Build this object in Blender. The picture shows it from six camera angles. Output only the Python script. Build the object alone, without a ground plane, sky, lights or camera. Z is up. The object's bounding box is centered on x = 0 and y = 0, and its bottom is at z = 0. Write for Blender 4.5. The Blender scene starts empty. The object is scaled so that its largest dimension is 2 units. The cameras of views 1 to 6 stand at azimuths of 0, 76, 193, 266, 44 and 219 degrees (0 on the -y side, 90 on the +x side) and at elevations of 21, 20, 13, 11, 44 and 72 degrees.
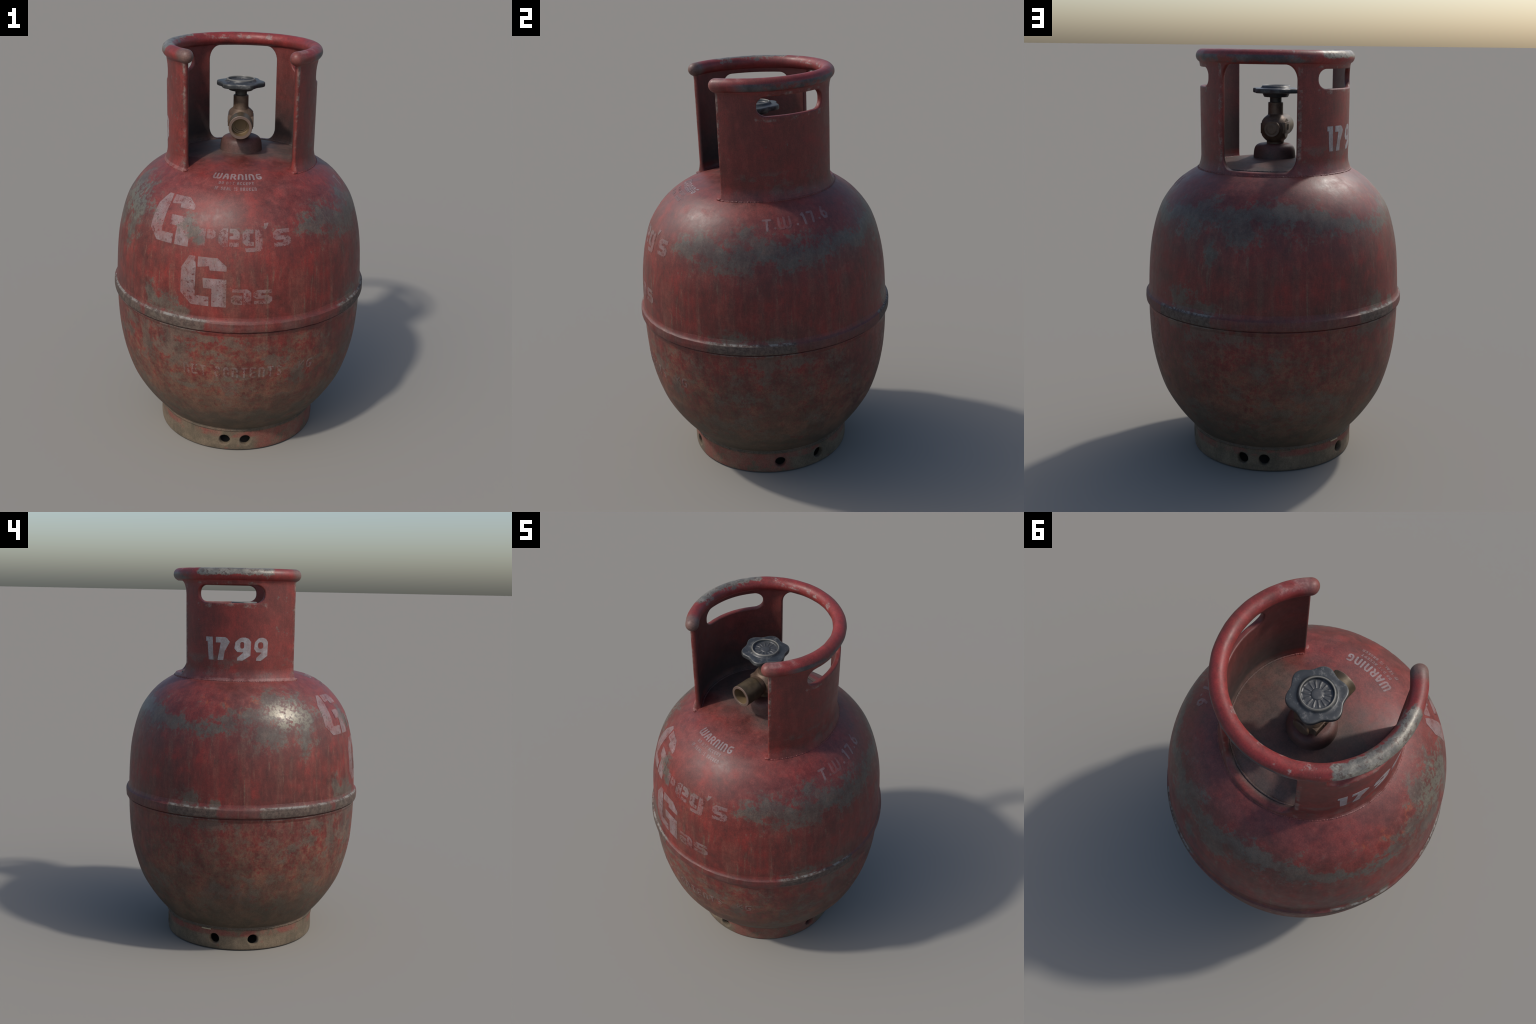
import bpy, bmesh, math, random
import numpy as np
from mathutils import Vector, Matrix, noise

random.seed(7)
RAD = math.radians
COL = bpy.context.scene.collection


# ------------------------------------------------------------------ helpers
def make_object(name, verts, faces, material, parent=None, smooth=True, sharp_angle=None):
    me = bpy.data.meshes.new(name)
    me.from_pydata([tuple(map(float, v)) for v in verts], [], faces)
    me.validate()
    bm = bmesh.new()
    bm.from_mesh(me)
    bmesh.ops.recalc_face_normals(bm, faces=bm.faces)
    bm.to_mesh(me)
    bm.free()
    if smooth:
        me.polygons.foreach_set("use_smooth", [True] * len(me.polygons))
        if sharp_angle:
            me.set_sharp_from_angle(angle=RAD(sharp_angle))
    me.materials.append(material)
    ob = bpy.data.objects.new(name, me)
    COL.objects.link(ob)
    if parent:
        ob.parent = parent
    return ob


def catmull(points, per=8):
    """Smooth curve through a list of (r, z) control points."""
    P = np.array(points, float)
    out = []
    for i in range(len(P) - 1):
        p0 = P[max(i - 1, 0)]
        p1, p2 = P[i], P[i + 1]
        p3 = P[min(i + 2, len(P) - 1)]
        d1, d2 = (p2 - p0) / 2, (p3 - p1) / 2
        L = np.linalg.norm(p2 - p1)
        for d, q in ((d1, np.linalg.norm(p2 - p0) / 2), (d2, np.linalg.norm(p3 - p1) / 2)):
            if q > 1e-9:
                d *= min(1.0, L / q)
        for k in range(per):
            t = k / per
            out.append((2*t**3-3*t**2+1)*p1 + (t**3-2*t**2+t)*d1 + (-2*t**3+3*t**2)*p2 + (t**3-t**2)*d2)
    out.append(P[-1])
    return np.array(out)


def revolve(profile, segs=128, axis="z", centre=(0, 0, 0), wobble=None):
    """Surface of revolution; points with radius 0 close it."""
    verts, faces, rings = [], [], []
    for r, h in profile:
        if r < 1e-6:
            rings.append([len(verts)])
            verts.append((0, 0, h))
            continue
        ring = []
        for k in range(segs):
            a = 2 * math.pi * k / segs
            rr, hh = (r, h) if wobble is None else wobble(r, h, a)
            ring.append(len(verts))
            verts.append((rr * math.sin(a), -rr * math.cos(a), hh))
        rings.append(ring)
    for A, B in zip(rings[:-1], rings[1:]):
        for k in range(segs):
            k2 = (k + 1) % segs
            if len(A) == 1 and len(B) == 1:
                continue
            if len(A) == 1:
                faces.append((A[0], B[k], B[k2]))
            elif len(B) == 1:
                faces.append((A[k], A[k2], B[0]))
            else:
                faces.append((A[k], A[k2], B[k2], B[k]))
    V = np.array(verts)
    if axis == "y":          # height runs along +y
        V = np.stack([V[:, 0], V[:, 2], -V[:, 1]], 1)
    return V + np.array(centre), faces


def sdf_box(x, y, x0, x1, y0, y1, rx, ry=None):
    """Rounded box, corner radii rx (along x) and ry (along y); negative inside."""
    ry = ry or rx
    s = rx / ry
    cx, cy = (x0 + x1) / 2, (y0 + y1) / 2
    qx = np.abs(x - cx) - (x1 - x0) / 2 + rx
    qy = (np.abs(y - cy) - (y1 - y0) / 2 + ry) * s
    d = np.hypot(np.maximum(qx, 0), np.maximum(qy, 0)) + np.minimum(np.maximum(qx, qy), 0) - rx
    return d


def clip_grid(X, Y, S, wrap=False):
    """Cut a grid of quads along the zero line of S (kept where S > 0).
    Returns 2-D points, their S value and faces."""
    ny, nx = S.shape
    pts, val, faces, edge_id = [], [], [], {}
    ids = -np.ones((ny, nx), int)
    inside = S > 0
    for j, i in zip(*np.nonzero(inside)):
        if wrap and i == nx - 1:
            continue
        ids[j, i] = len(pts)
        pts.append((X[j, i], Y[j, i]))
        val.append(S[j, i])
    if wrap:
        ids[:, nx - 1] = ids[:, 0]

    def cut(a, b):
        ka = (a[0], a[1] % (nx - 1)) if wrap else a
        kb = (b[0], b[1] % (nx - 1)) if wrap else b
        key = (ka, kb) if ka < kb else (kb, ka)
        if key not in edge_id:
            t = S[a] / (S[a] - S[b])
            edge_id[key] = len(pts)
            pts.append((X[a] + (X[b] - X[a]) * t, Y[a] + (Y[b] - Y[a]) * t))
            val.append(0.0)
        return edge_id[key]
    for j in range(ny - 1):
        for i in range(nx - 1):
            c = [(j, i), (j, i + 1), (j + 1, i + 1), (j + 1, i)]
            ins = [inside[q] for q in c]
            if not any(ins):
                continue
            if all(ins):
                faces.append([ids[q] for q in c])
                continue
            poly = []
            for k in range(4):
                a, b = c[k], c[(k + 1) % 4]
                if inside[a]:
                    poly.append(ids[a])
                if inside[a] != inside[b]:
                    poly.append(cut(a, b))
            if len(poly) > 2:
                faces.append(poly)
    return np.array(pts), np.array(val), faces


def rolled_sheet(name, az, z, S, outer, inner, bevel, material, parent, wrap=False):
    """Bent steel sheet: grid over azimuth (rad) x height, holes where S<0,
    rounded edges of radius `bevel`, radii given as functions of height."""
    X, Y = np.meshgrid(az, z)
    pts, val, faces = clip_grid(X, Y, S, wrap)
    n = len(pts)
    v = np.clip(val, 0, bevel)
    drop = bevel - np.sqrt(np.maximum(bevel**2 - (bevel - v)**2, 0))
    ro = outer(pts[:, 1], pts[:, 0]) - drop
    ri = inner(pts[:, 1], pts[:, 0]) + drop
    def place(r):
        return np.stack([r * np.sin(pts[:, 0]), -r * np.cos(pts[:, 0]), pts[:, 1]], 1)
    verts = np.vstack([place(ro), place(ri)])
    allf = [list(f) for f in faces] + [[q + n for q in reversed(f)] for f in faces]
    count = {}
    for f in faces:
        for a, b in zip(f, f[1:] + f[:1]):
            count[(a, b)] = count.get((a, b), 0) + 1
    for (a, b) in count:
        if (b, a) not in count:
            allf.append([b, a, a + n, b + n])
    return make_object(name, verts, allf, material, parent)


# ------------------------------------------------------------------ node kit
class Kit:
    def __init__(self, tree):
        self.t = tree
        self.nodes, self.links = tree.nodes, tree.links

    def put(self, sock, val):
        if isinstance(val, bpy.types.NodeSocket):
            self.links.new(val, sock)
        elif val is not None:
            if isinstance(val, (tuple, list)) and len(val) == 3 and sock.type == "RGBA":
                val = (*val, 1)
            sock.default_value = val

    def math(self, op, a, b=None, c=None, clamp=False):
        n = self.nodes.new("ShaderNodeMath")
        n.operation, n.use_clamp = op, clamp
        for s, v in zip(n.inputs, (a, b, c)):
            self.put(s, v)
        return n.outputs[0]

    def vmath(self, op, a, b=None):
        n = self.nodes.new("ShaderNodeVectorMath")
        n.operation = op
        self.put(n.inputs[0], a)
        self.put(n.inputs[1], b)
        return n.outputs["Value"] if op in ("LENGTH", "DISTANCE", "DOT_PRODUCT") else n.outputs[0]

    def noise(self, vec, scale, detail=4, rough=0.55, dist=0.0):
        n = self.nodes.new("ShaderNodeTexNoise")
        self.put(n.inputs["Vector"], vec)
        n.inputs["Scale"].default_value = scale
        n.inputs["Detail"].default_value = detail
        n.inputs["Roughness"].default_value = rough
        n.inputs["Distortion"].default_value = dist
        return n.outputs["Fac"]

    def step(self, v, lo, hi, out0=0.0, out1=1.0):
        n = self.nodes.new("ShaderNodeMapRange")
        n.interpolation_type = "SMOOTHSTEP"
        self.put(n.inputs["Value"], v)
        n.inputs["From Min"].default_value, n.inputs["From Max"].default_value = lo, hi
        n.inputs["To Min"].default_value, n.inputs["To Max"].default_value = out0, out1
        return n.outputs[0]

    def mix(self, f, a, b, kind="MIX"):
        n = self.nodes.new("ShaderNodeMix")
        n.data_type, n.blend_type = "RGBA", kind
        self.put(n.inputs[0], f)
        self.put(n.inputs[6], a)
        self.put(n.inputs[7], b)
        return n.outputs[2]

    def mul(self, *a):
        r = a[0]
        for b in a[1:]:
            r = self.math("MULTIPLY", r, b)
        return r

    def add(self, *a):
        r = a[0]
        for b in a[1:]:
            r = self.math("ADD", r, b)
        return r

    def max(self, *a):
        r = a[0]
        for b in a[1:]:
            r = self.math("MAXIMUM", r, b)
        return r

    def inv(self, a):
        return self.math("SUBTRACT", 1.0, a)

    def pos(self):
        return self.nodes.new("ShaderNodeTexCoord").outputs["Object"]

    def xyz(self, v):
        n = self.nodes.new("ShaderNodeSeparateXYZ")
        self.put(n.inputs[0], v)
        return n.outputs

    def stretch(self, v, s, shift=(0, 0, 0)):
        n = self.nodes.new("ShaderNodeMapping")
        self.put(n.inputs[0], v)
        n.inputs["Scale"].default_value = s
        n.inputs["Location"].default_value = shift
        return n.outputs[0]

    def window(self, v, a, b, soft):
        """1 between a and b, falling to 0 over `soft` outside."""
        return self.mul(self.step(v, a - soft, a), self.step(v, b, b + soft, 1.0, 0.0))


# ------------------------------------------------------------------ body profile
TANK = [(.376, .100), (.4086, .13), (.4697, .20), (.5182, .27), (.5560, .34), (.5838, .42), (.6034, .50),
        (.6155, .58), (.6222, .68), (.6240, .80), (.6222, .88), (.6172, .98), (.6092, 1.06), (.5963, 1.13),
        (.5775, 1.20), (.5540, 1.26), (.5225, 1.31), (.4876, 1.352), (.4560, 1.382), (.420, 1.408), (.389, 1.4265), (.365, 1.4375),
        (.32, 1.4515), (.25, 1.466), (.17, 1.477), (.08, 1.4825), (0, 1.484)]
tank_curve = catmull(TANK, 6)
arc = np.concatenate([[0], np.cumsum(np.hypot(*np.diff(tank_curve, axis=0).T))])


def tank_r(z):
    return np.interp(z, tank_curve[:, 1], tank_curve[:, 0])


def arc_of_z(z):
    return np.interp(z, tank_curve[:, 1], arc)


def at_arc(s):
    return np.interp(s, arc, tank_curve[:, 0]), np.interp(s, arc, tank_curve[:, 1])


def on_tank(az, z):
    r = float(tank_r(z))
    return (r * math.sin(RAD(az)), -r * math.cos(RAD(az)), z)


# ------------------------------------------------------------------ weathered paint
# bare / primer patches: azimuth, height, half width, half height, strength
PATCHES = [
    # ends, islands and runs of the shoulder ring
    (-61, 1.27, .12, .10), (-63, 1.345, .08, .06), (45, 1.27, .09, .07), (66, 1.24, .09, .07), (67, 1.33, .05, .045), (88, 1.205, .08, .05),
    (152, 1.22, .08, .06), (178, 1.205, .09, .06), (-76, 1.355, .08, .05), (-78, 1.19, .09, .07), (-60, 1.20, .07, .08), (-61, 1.12, .03, .06), (165, 1.12, .035, .09),
    # scratch across the big letter
    (-23.5, 1.27, .035, .05), (-20.5, 1.237, .035, .035), (-17.5, 1.202, .035, .025),
    # above the seam
    (-41, .90, .035, .06), (-32, .88, .07, .05), (-25.5, .86, .06, .03), (62, .85, .10, .035), (79, .845, .07, .015),
    (150, .88, .09, .06), (163, .86, .08, .025), (-118, .86, .09, .045), (-105, .845, .05, .02), (-36, .87, .05, .05),
    # below the seam
    (-32, .665, .07, .07), (-25, .64, .055, .07), (-44, .66, .04, .08), (-26, .745, .11, .025), (-13, .735, .07, .02), (-2, .72, .05, .03), (16, .63, .04, .02),
    (76, .725, .09, .045), (88, .725, .07, .035), (163, .745, .10, .05), (175, .73, .07, .045), (146, .76, .07, .03),
    (-120, .745, .10, .03), (-106, .74, .09, .035), (-56, .64, .03, .03), (-68, .60, .03, .03), (-155, .46, .05, .04), (-56, .715, .05, .025),
    (30, .52, .06, .05), (-100, .38, .08, .05),
]
# worn stretches of the seam band: azimuth and half width (degrees)
BAND_WEAR = [(-28, 16), (70, 20), (152, 16), (-116, 13), (62, 8), (-65, 20)]


def build_paint_group():
    g = bpy.data.node_groups.new("weathered_paint", "ShaderNodeTree")
    io = g.interface
    for nm, ty, d in (("White", "NodeSocketFloat", 0.0), ("WhiteWear", "NodeSocketFloat", 0.5), ("Patches", "NodeSocketFloat", 1.0), ("Over", "NodeSocketFloat", .15)):
        s = io.new_socket(nm, in_out="INPUT", socket_type=ty)
        s.default_value = d
    for nm, ty in (("Color", "NodeSocketColor"), ("Roughness", "NodeSocketFloat"), ("Metallic", "NodeSocketFloat")):
        io.new_socket(nm, in_out="OUTPUT", socket_type=ty)
    k = Kit(g)
    gin = g.nodes.new("NodeGroupInput").outputs
    gout = g.nodes.new("NodeGroupOutput").inputs
    P = k.pos()
    x, y, z = k.xyz(P)
    r = k.math("SQRT", k.add(k.mul(x, x), k.mul(y, y)))
    az = k.math("ARCTAN2", x, k.math("MULTIPLY", y, -1.0))        # radians, 0 = front, + = right

    big = k.noise(P, 3.2, 3, .6)
    mid = k.noise(P, 11, 4, .62)
    fine = k.noise(P, 55, 3, .65)
    grit = k.noise(P, 190, 1, .6)
    grain = k.noise(k.stretch(P, (38, 38, 13), (2, 8, 1)), 1.0, 4, .7)
    ragged = k.noise(k.stretch(P, (1, 1, 1), (3.1, 1.7, .3)), 21, 5, .68)
    drip = k.noise(k.stretch(P, (22, 22, 1.1), (4, 2, 9)), 1.0, 3, .6)
    drip2 = k.noise(k.stretch(P, (60, 60, 1.6), (1, 6, 2)), 1.0, 2, .6)
    blotch = k.noise(k.stretch(P, (1, 1, 1.5), (7, 2, 5)), 7.5, 5, .66)

    # --- red paint: fresh / dull / dark
    red = k.mix(k.step(big, .36, .66), (.121, .0185, .0147), (.088, .0200, .0160))
    red = k.mix(k.mul(k.step(mid, .48, .72), .60), red, (.182, .0180, .0135))
    red = k.mix(k.mul(k.step(mid, .50, .28), .48), red, (.052, .0165, .0140))
    red = k.mix(k.mul(k.step(grain, .50, .72), .34), red, (.165, .040, .031))
    red = k.mix(k.mul(k.step(grain, .50, .28), .36), red, (.050, .020, .018))
    red = k.mix(k.mul(k.step(z, 1.46, 1.52), .38), red, (.150, .0205, .0165))
    # pale pinkish cast on the upper faces
    top = k.mul(k.step(z, 1.20, 1.40), k.step(z, 1.50, 1.46))
    red = k.mix(k.mul(top, k.step(k.add(k.mul(blotch, .6), k.mul(ragged, .4)), .36, .64), .42), red, (.160, .046, .041))
    # orange rust blooms
    red = k.mix(k.mul(k.window(z, 1.25, 1.34, .03), k.window(az, RAD(-130), RAD(-80), RAD(15)), k.step(k.add(mid, k.mul(big, .4)), .74, .84), .7), red, (.20, .050, .018))

    # --- white stencil paint
    wear = k.add(k.mul(ragged, .40), k.mul(grit, .25), k.mul(fine, .45))
    keep = k.math("SUBTRACT", wear, gin["WhiteWear"])
    keep = k.step(keep, -.08, .06)
    white_col = k.mix(k.step(k.add(k.mul(grit, .6), k.mul(fine, .5)), .42, .66), (.228, .198, .197), (.150, .094, .091))
    fade = k.mul(k.step(k.add(k.mul(blotch, .7), k.mul(big, .3)), .36, .62, .45, .95), k.step(drip, .36, .56, 1.0, .85))
    white_mask = k.mul(gin["White"], keep, fade)
    red = k.mix(white_mask, red, white_col)

    # --- dust and run marks
    streaks = k.mul(k.step(drip, .46, .66), k.window(z, .78, 1.16, .14), .28)
    thin = k.mul(k.step(drip2, .60, .70), k.step(drip, .42, .55), k.window(z, .76, 1.14, .12), .75)
    dust = k.mul(k.max(streaks, thin), k.step(big, .25, .6, .45, .95))
    col = k.mix(dust, red, k.mix(k.step(fine, .4, .6), (.098, .060, .042), (.140, .082, .056)))
    # grime that thickens towards the foot
    low = k.math("DIVIDE", k.math("SUBTRACT", .86, z), .62)
    lowmask = k.add(low, k.mul(k.math("SUBTRACT", blotch, .5), 1.5), k.mul(k.math("SUBTRACT", ragged, .5), 1.3), k.mul(k.math("SUBTRACT", drip, .5), .6), k.mul(k.math("SUBTRACT", fine, .5), 2.0))
    lowmask = k.mul(k.step(lowmask, -.10, .85), k.step(z, .80, .74))
    dirt_col = k.mix(k.step(mid, .38, .64), (.084, .045, .029), (.128, .063, .038))
    dirt_col = k.mix(k.step(k.add(blotch, k.mul(big, .5)), .74, .90), dirt_col, (.092, .070, .050))
    dirt_col = k.mix(k.step(z, .46, .16), dirt_col, k.mix(k.step(mid, .4, .6), (.062, .052, .034), (.084, .063, .041)))
    dark_red = k.mul(k.step(ragged, .53, .62), k.window(z, .24, .74, .1), .55)
    col = k.mix(k.mul(lowmask, .90), col, dirt_col)
    col = k.mix(k.mul(dark_red, k.step(big, .40, .60)), col, (.098, .024, .020))
    # foot ring: tan dust with red patches on the right hand side and under the bead
    footz = k.step(z, .118, .104)
    side = k.window(az, RAD(20), RAD(84), RAD(9))
    side = k.max(side, k.mul(k.window(z, .085, .13, .015), k.step(blotch, .40, .54)))
    redkeep = k.math("MULTIPLY", side, k.step(k.add(blotch, k.mul(fine, .4)), .52, .70), clamp=True)
    redkeep = k.max(redkeep, k.mul(k.step(ragged, .60, .70), .7))
    footcol = k.mix(k.step(k.add(k.mul(blotch, .6), k.mul(mid, .4)), .38, .62), (.088, .068, .045), (.134, .100, .066))
    footcol = k.mix(redkeep, footcol, k.mix(k.step(mid, .4, .65), (.15, .048, .035), (.135, .072, .050)))
    col = k.mix(k.mul(footz, .94), col, footcol)
    col = k.mix(k.mul(k.step(z, .012, .0), .7), col, (.05, .042, .034))

    # --- grime on the floor inside the collar
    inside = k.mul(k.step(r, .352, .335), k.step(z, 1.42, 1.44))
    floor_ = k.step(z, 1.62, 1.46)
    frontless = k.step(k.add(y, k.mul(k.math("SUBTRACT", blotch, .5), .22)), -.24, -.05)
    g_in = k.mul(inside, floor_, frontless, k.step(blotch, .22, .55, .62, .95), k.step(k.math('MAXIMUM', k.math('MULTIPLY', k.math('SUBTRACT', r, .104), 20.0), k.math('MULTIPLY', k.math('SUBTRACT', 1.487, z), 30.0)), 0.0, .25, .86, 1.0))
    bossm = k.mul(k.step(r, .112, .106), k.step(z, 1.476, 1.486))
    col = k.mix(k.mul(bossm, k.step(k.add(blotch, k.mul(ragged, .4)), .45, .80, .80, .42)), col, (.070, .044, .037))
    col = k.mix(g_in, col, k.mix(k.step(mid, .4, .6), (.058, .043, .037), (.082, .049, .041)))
    wall = k.mul(inside, k.step(z, 1.47, 1.50), k.step(r, .26, .30), k.step(k.add(blotch, k.mul(k.math("SUBTRACT", 1.75, z), 1.1)), .25, .75, .35, .93))  # inner wall darkened, most near the bottom, to bake in its shadow
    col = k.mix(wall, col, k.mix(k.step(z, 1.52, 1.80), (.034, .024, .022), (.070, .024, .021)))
    # weathered lower skirt and left edge of the collar, outside
    cz = k.mul(k.window(z, 1.475, 1.55, .03), k.step(r, .345, .352), k.step(r, .40, .37))
    col = k.mix(k.mul(cz, k.step(blotch, .50, .60), .45), col, (.075, .062, .052))

    col = k.mix(k.mul(white_mask, gin["Over"]), col, k.mix(k.step(fine, .35, .65), (.300, .285, .290), (.215, .200, .200)))

    # --- primer and bare steel patches
    zc = k.math("MULTIPLY_ADD", k.math("SUBTRACT", big, .5), .22, 1.252)
    ring = k.math("MULTIPLY_ADD", k.math("ABSOLUTE", k.math("SUBTRACT", z, zc)), -1 / .095, 1.0)
    here = k.step(k.math("ABSOLUTE", k.math("ADD", az, RAD(14))), RAD(36), RAD(54))
    blob = k.math("SUBTRACT", k.add(k.math("MAXIMUM", ring, -1.0), k.mul(here, .80), k.mul(k.math('SUBTRACT', mid, .5), 1.5)), 1.0)
    for a, h, w, hh in PATCHES:
        c = on_tank(a, h)
        n = g.nodes.new("ShaderNodeVectorMath")
        n.operation = "MULTIPLY_ADD"
        k.put(n.inputs[0], P)
        n.inputs[1].default_value = (1 / w, 1 / w, 1 / hh)
        n.inputs[2].default_value = (-c[0] / w, -c[1] / w, -c[2] / hh)
        m = k.math("MULTIPLY_ADD", k.vmath("LENGTH", n.outputs[0]), -.75, 1.0)
        blob = k.math("MAXIMUM", blob, m)
    blob = k.math("MAXIMUM", blob, -.62)
    edge = k.add(k.mul(ragged, 2.1), k.mul(fine, 1.8), k.mul(blotch, 1.8))     # 2.85 on average
    pv = k.math("SUBTRACT", k.add(blob, edge), 2.85)
    pm_soft = k.step(pv, -.10, .55)
    pm = k.step(pv, .18, .62)
    bodyonly = k.mul(k.step(z, 1.44, 1.40), gin["Patches"])
    pm = k.mul(pm, bodyonly)
    pm_soft = k.mul(pm_soft, bodyonly)
    col = k.mix(k.mul(pm_soft, .52), col, k.mix(k.step(mid, .4, .6), (.074, .050, .040), (.100, .054, .042)))
    primer = k.mix(k.step(mid, .36, .64), (.037, .045, .039), (.057, .062, .051))
    primer = k.mix(k.mul(k.step(fine, .5, .7), .5), primer, (.098, .078, .062))
    primer = k.mix(k.mul(k.step(fine, .45, .30), .6), primer, (.034, .038, .036))
    lowprim = k.mix(k.step(mid, .36, .64), (.062, .058, .044), (.090, .076, .056))
    primer = k.mix(k.step(z, .95, .80), primer, lowprim)
    primer = k.mix(k.mul(k.step(k.add(k.mul(blotch, .5), k.mul(grain, .5)), .48, .62), .75), primer, (.098, .062, .046))
    primer = k.mix(k.mul(k.step(big, .55, .70), .5), primer, (.088, .083, .068))
    col = k.mix(k.mul(pm, k.step(k.add(k.mul(mid, .5), k.mul(grain, .5)), .36, .60, .30, .84), k.step(z, .74, .86, .58, 1.0)), col, primer)
    # polished steel showing on the left shoulder
    d = k.vmath("LENGTH", k.vmath("MULTIPLY", k.vmath("SUBTRACT", P, on_tank(-66, 1.285)), (1 / .16, 1 / .16, 1 / .11)))
    steel = k.mul(k.step(k.add(d, k.mul(k.math('SUBTRACT', edge, 2.85), -.6)), .95, .45), bodyonly)
    pits = k.step(k.add(k.mul(fine, .6), k.mul(ragged, .5)), .50, .56)
    steel = k.mul(steel, pits)
    col = k.mix(k.mul(steel, .65), col, (.135, .128, .100))

    # --- seam band wear, with pale chips along its two edges
    bw = None
    for a, w in BAND_WEAR:
        m = k.step(k.math("ABSOLUTE", k.math("SUBTRACT", az, RAD(a))), RAD(w * 1.15), RAD(w * .75))
        bw = m if bw is None else k.math("MAXIMUM", bw, m)
    on_band = k.mul(k.window(z, .776, .825, .012), k.step(r, .6245, .628))
    bandm = k.mul(on_band, k.step(k.add(k.mul(bw, .55), k.mul(ragged, .6), k.mul(blotch, .3)), .66, .80), gin["Patches"])
    col = k.mix(k.mul(on_band, k.step(k.add(k.mul(mid, .5), k.mul(ragged, .5)), .40, .60), .75), col, (.070, .034, .029))
    col = k.mix(k.mul(bandm, .72), col, k.mix(k.step(fine, .4, .6), (.045, .042, .033), (.080, .070, .054)))
    lip = k.max(k.window(z, .8255, .8305, .003), k.mul(k.window(z, .7665, .769, .002), .45))
    chip = k.mul(lip, bw, k.step(k.add(k.mul(ragged, .6), k.mul(fine, .4)), .46, .54), k.step(r, .60, .61), gin["Patches"])
    col = k.mix(k.mul(chip, .62), col, (.190, .182, .166))

    # --- handle rim: worn to bright steel on the left, grey scuffs elsewhere
    rimz = k.mul(k.step(z, 1.928, 1.942), k.step(r, .30, .306))
    metal_az = k.window(az, RAD(-127), RAD(-75), RAD(14))
    upper = k.add(k.mul(k.step(z, 1.950, 1.985), .5), k.mul(k.step(r, .325, .345), .35))
    mm = k.step(k.add(k.mul(metal_az, .55), k.mul(upper, .80), k.mul(ragged, .75), k.mul(fine, .35)), 1.48, 1.66)
    mm = k.mul(mm, k.step(metal_az, .02, .25))
    rust_pit = k.step(k.add(k.mul(ragged, .5), k.mul(fine, .6)), .585, .635)
    mm = k.mul(mm, rimz)
    scr_az = k.math("ABSOLUTE", k.math("SUBTRACT", k.math("ABSOLUTE", az), RAD(165)))
    scr = k.mul(k.step(scr_az, RAD(24), RAD(8)), k.window(r, .312, .328, .006), k.step(z, 1.968, 1.975))
    scr = k.mul(scr, k.step(ragged, .50, .60), rimz, .55)
    scr2 = k.mul(k.window(az, RAD(52), RAD(82), RAD(10)), k.step(z, 1.985, 1.995), k.step(blotch, .48, .62), rimz, .35)
    scr3 = k.mul(k.window(az, RAD(-160), RAD(-127), RAD(8)), k.step(z, 1.975, 1.99), k.step(ragged, .56, .64), rimz, .5)
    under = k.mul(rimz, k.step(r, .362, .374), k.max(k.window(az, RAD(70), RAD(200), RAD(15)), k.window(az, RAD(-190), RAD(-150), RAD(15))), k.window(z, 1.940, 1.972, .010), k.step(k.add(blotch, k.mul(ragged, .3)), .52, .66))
    tips = k.mul(rimz, k.step(k.add(k.math("ABSOLUTE", az), k.mul(k.math("SUBTRACT", blotch, .5), .25)), RAD(54), RAD(47)), k.step(az, RAD(5), RAD(-5), .45, 1.0))
    col = k.mix(k.mul(rimz, k.inv(k.max(mm, tips)), k.step(blotch, .35, .6), .7), col, (.205, .020, .019))
    col = k.mix(k.mul(tips, .72), col, (.112, .080, .066))
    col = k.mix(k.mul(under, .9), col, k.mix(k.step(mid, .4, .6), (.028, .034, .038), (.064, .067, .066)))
    col = k.mix(k.max(scr, scr2, scr3), col, k.mix(k.step(fine, .4, .6), (.14, .135, .125), (.24, .235, .21)))
    col = k.mix(mm, col, k.mix(k.step(mid, .38, .62), (.125, .116, .100), (.225, .206, .168)))
    col = k.mix(k.mul(mm, rust_pit, .85), col, (.085, .060, .050))

    # --- worn edges of the collar plate
    onc = k.mul(k.window(z, 1.44, 1.93, .01), k.step(r, .330, .334), k.step(r, .375, .366))
    gap = k.step(k.math("ABSOLUTE", k.math("SUBTRACT", k.math("ABSOLUTE", az), RAD(46.6))), RAD(1.6), RAD(.5))
    gap = k.mul(gap, onc, k.step(r, .350, .354), k.step(k.add(ragged, k.mul(k.math("SUBTRACT", z, 1.7), .35)), .44, .58))
    slot_z = k.max(k.window(z, 1.806, 1.822, .008), k.window(z, 1.918, 1.928, .006))
    slots = k.mul(slot_z, k.window(k.math("ABSOLUTE", az), RAD(76), RAD(134), RAD(3)), onc, k.step(r, .348, .352), k.step(ragged, .48, .62), .55)
    rear = k.mul(k.step(k.math("ABSOLUTE", k.math("SUBTRACT", k.math("ABSOLUTE", az), RAD(148.6))), RAD(2.2), RAD(.8)), onc, k.step(r, .350, .354), k.step(ragged, .46, .6), .7)
    col = k.mix(k.max(k.mul(gap, .6), slots, k.mul(rear, .8)), col, k.mix(k.step(fine, .4, .6), (.085, .070, .058), (.19, .165, .14)))
    marks = k.mul(onc, k.step(r, .350, .355), k.step(k.add(ragged, k.mul(blotch, .5), k.mul(k.window(az, RAD(-64), RAD(-48), RAD(6)), .08)), .92, .98), .75)
    col = k.mix(marks, col, (.085, .070, .060))
    # ground in dirt at the root of the collar
    bead = k.mul(k.step(k.math('ABSOLUTE', az), RAD(43), RAD(45)), k.window(r, .362, .374, .006), k.window(z, 1.430, 1.446, .006))
    col = k.mix(k.mul(bead, k.step(ragged, .40, .56), k.window(az, RAD(-125), RAD(-44), RAD(12)), .5), col, (.22, .11, .10))

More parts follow.
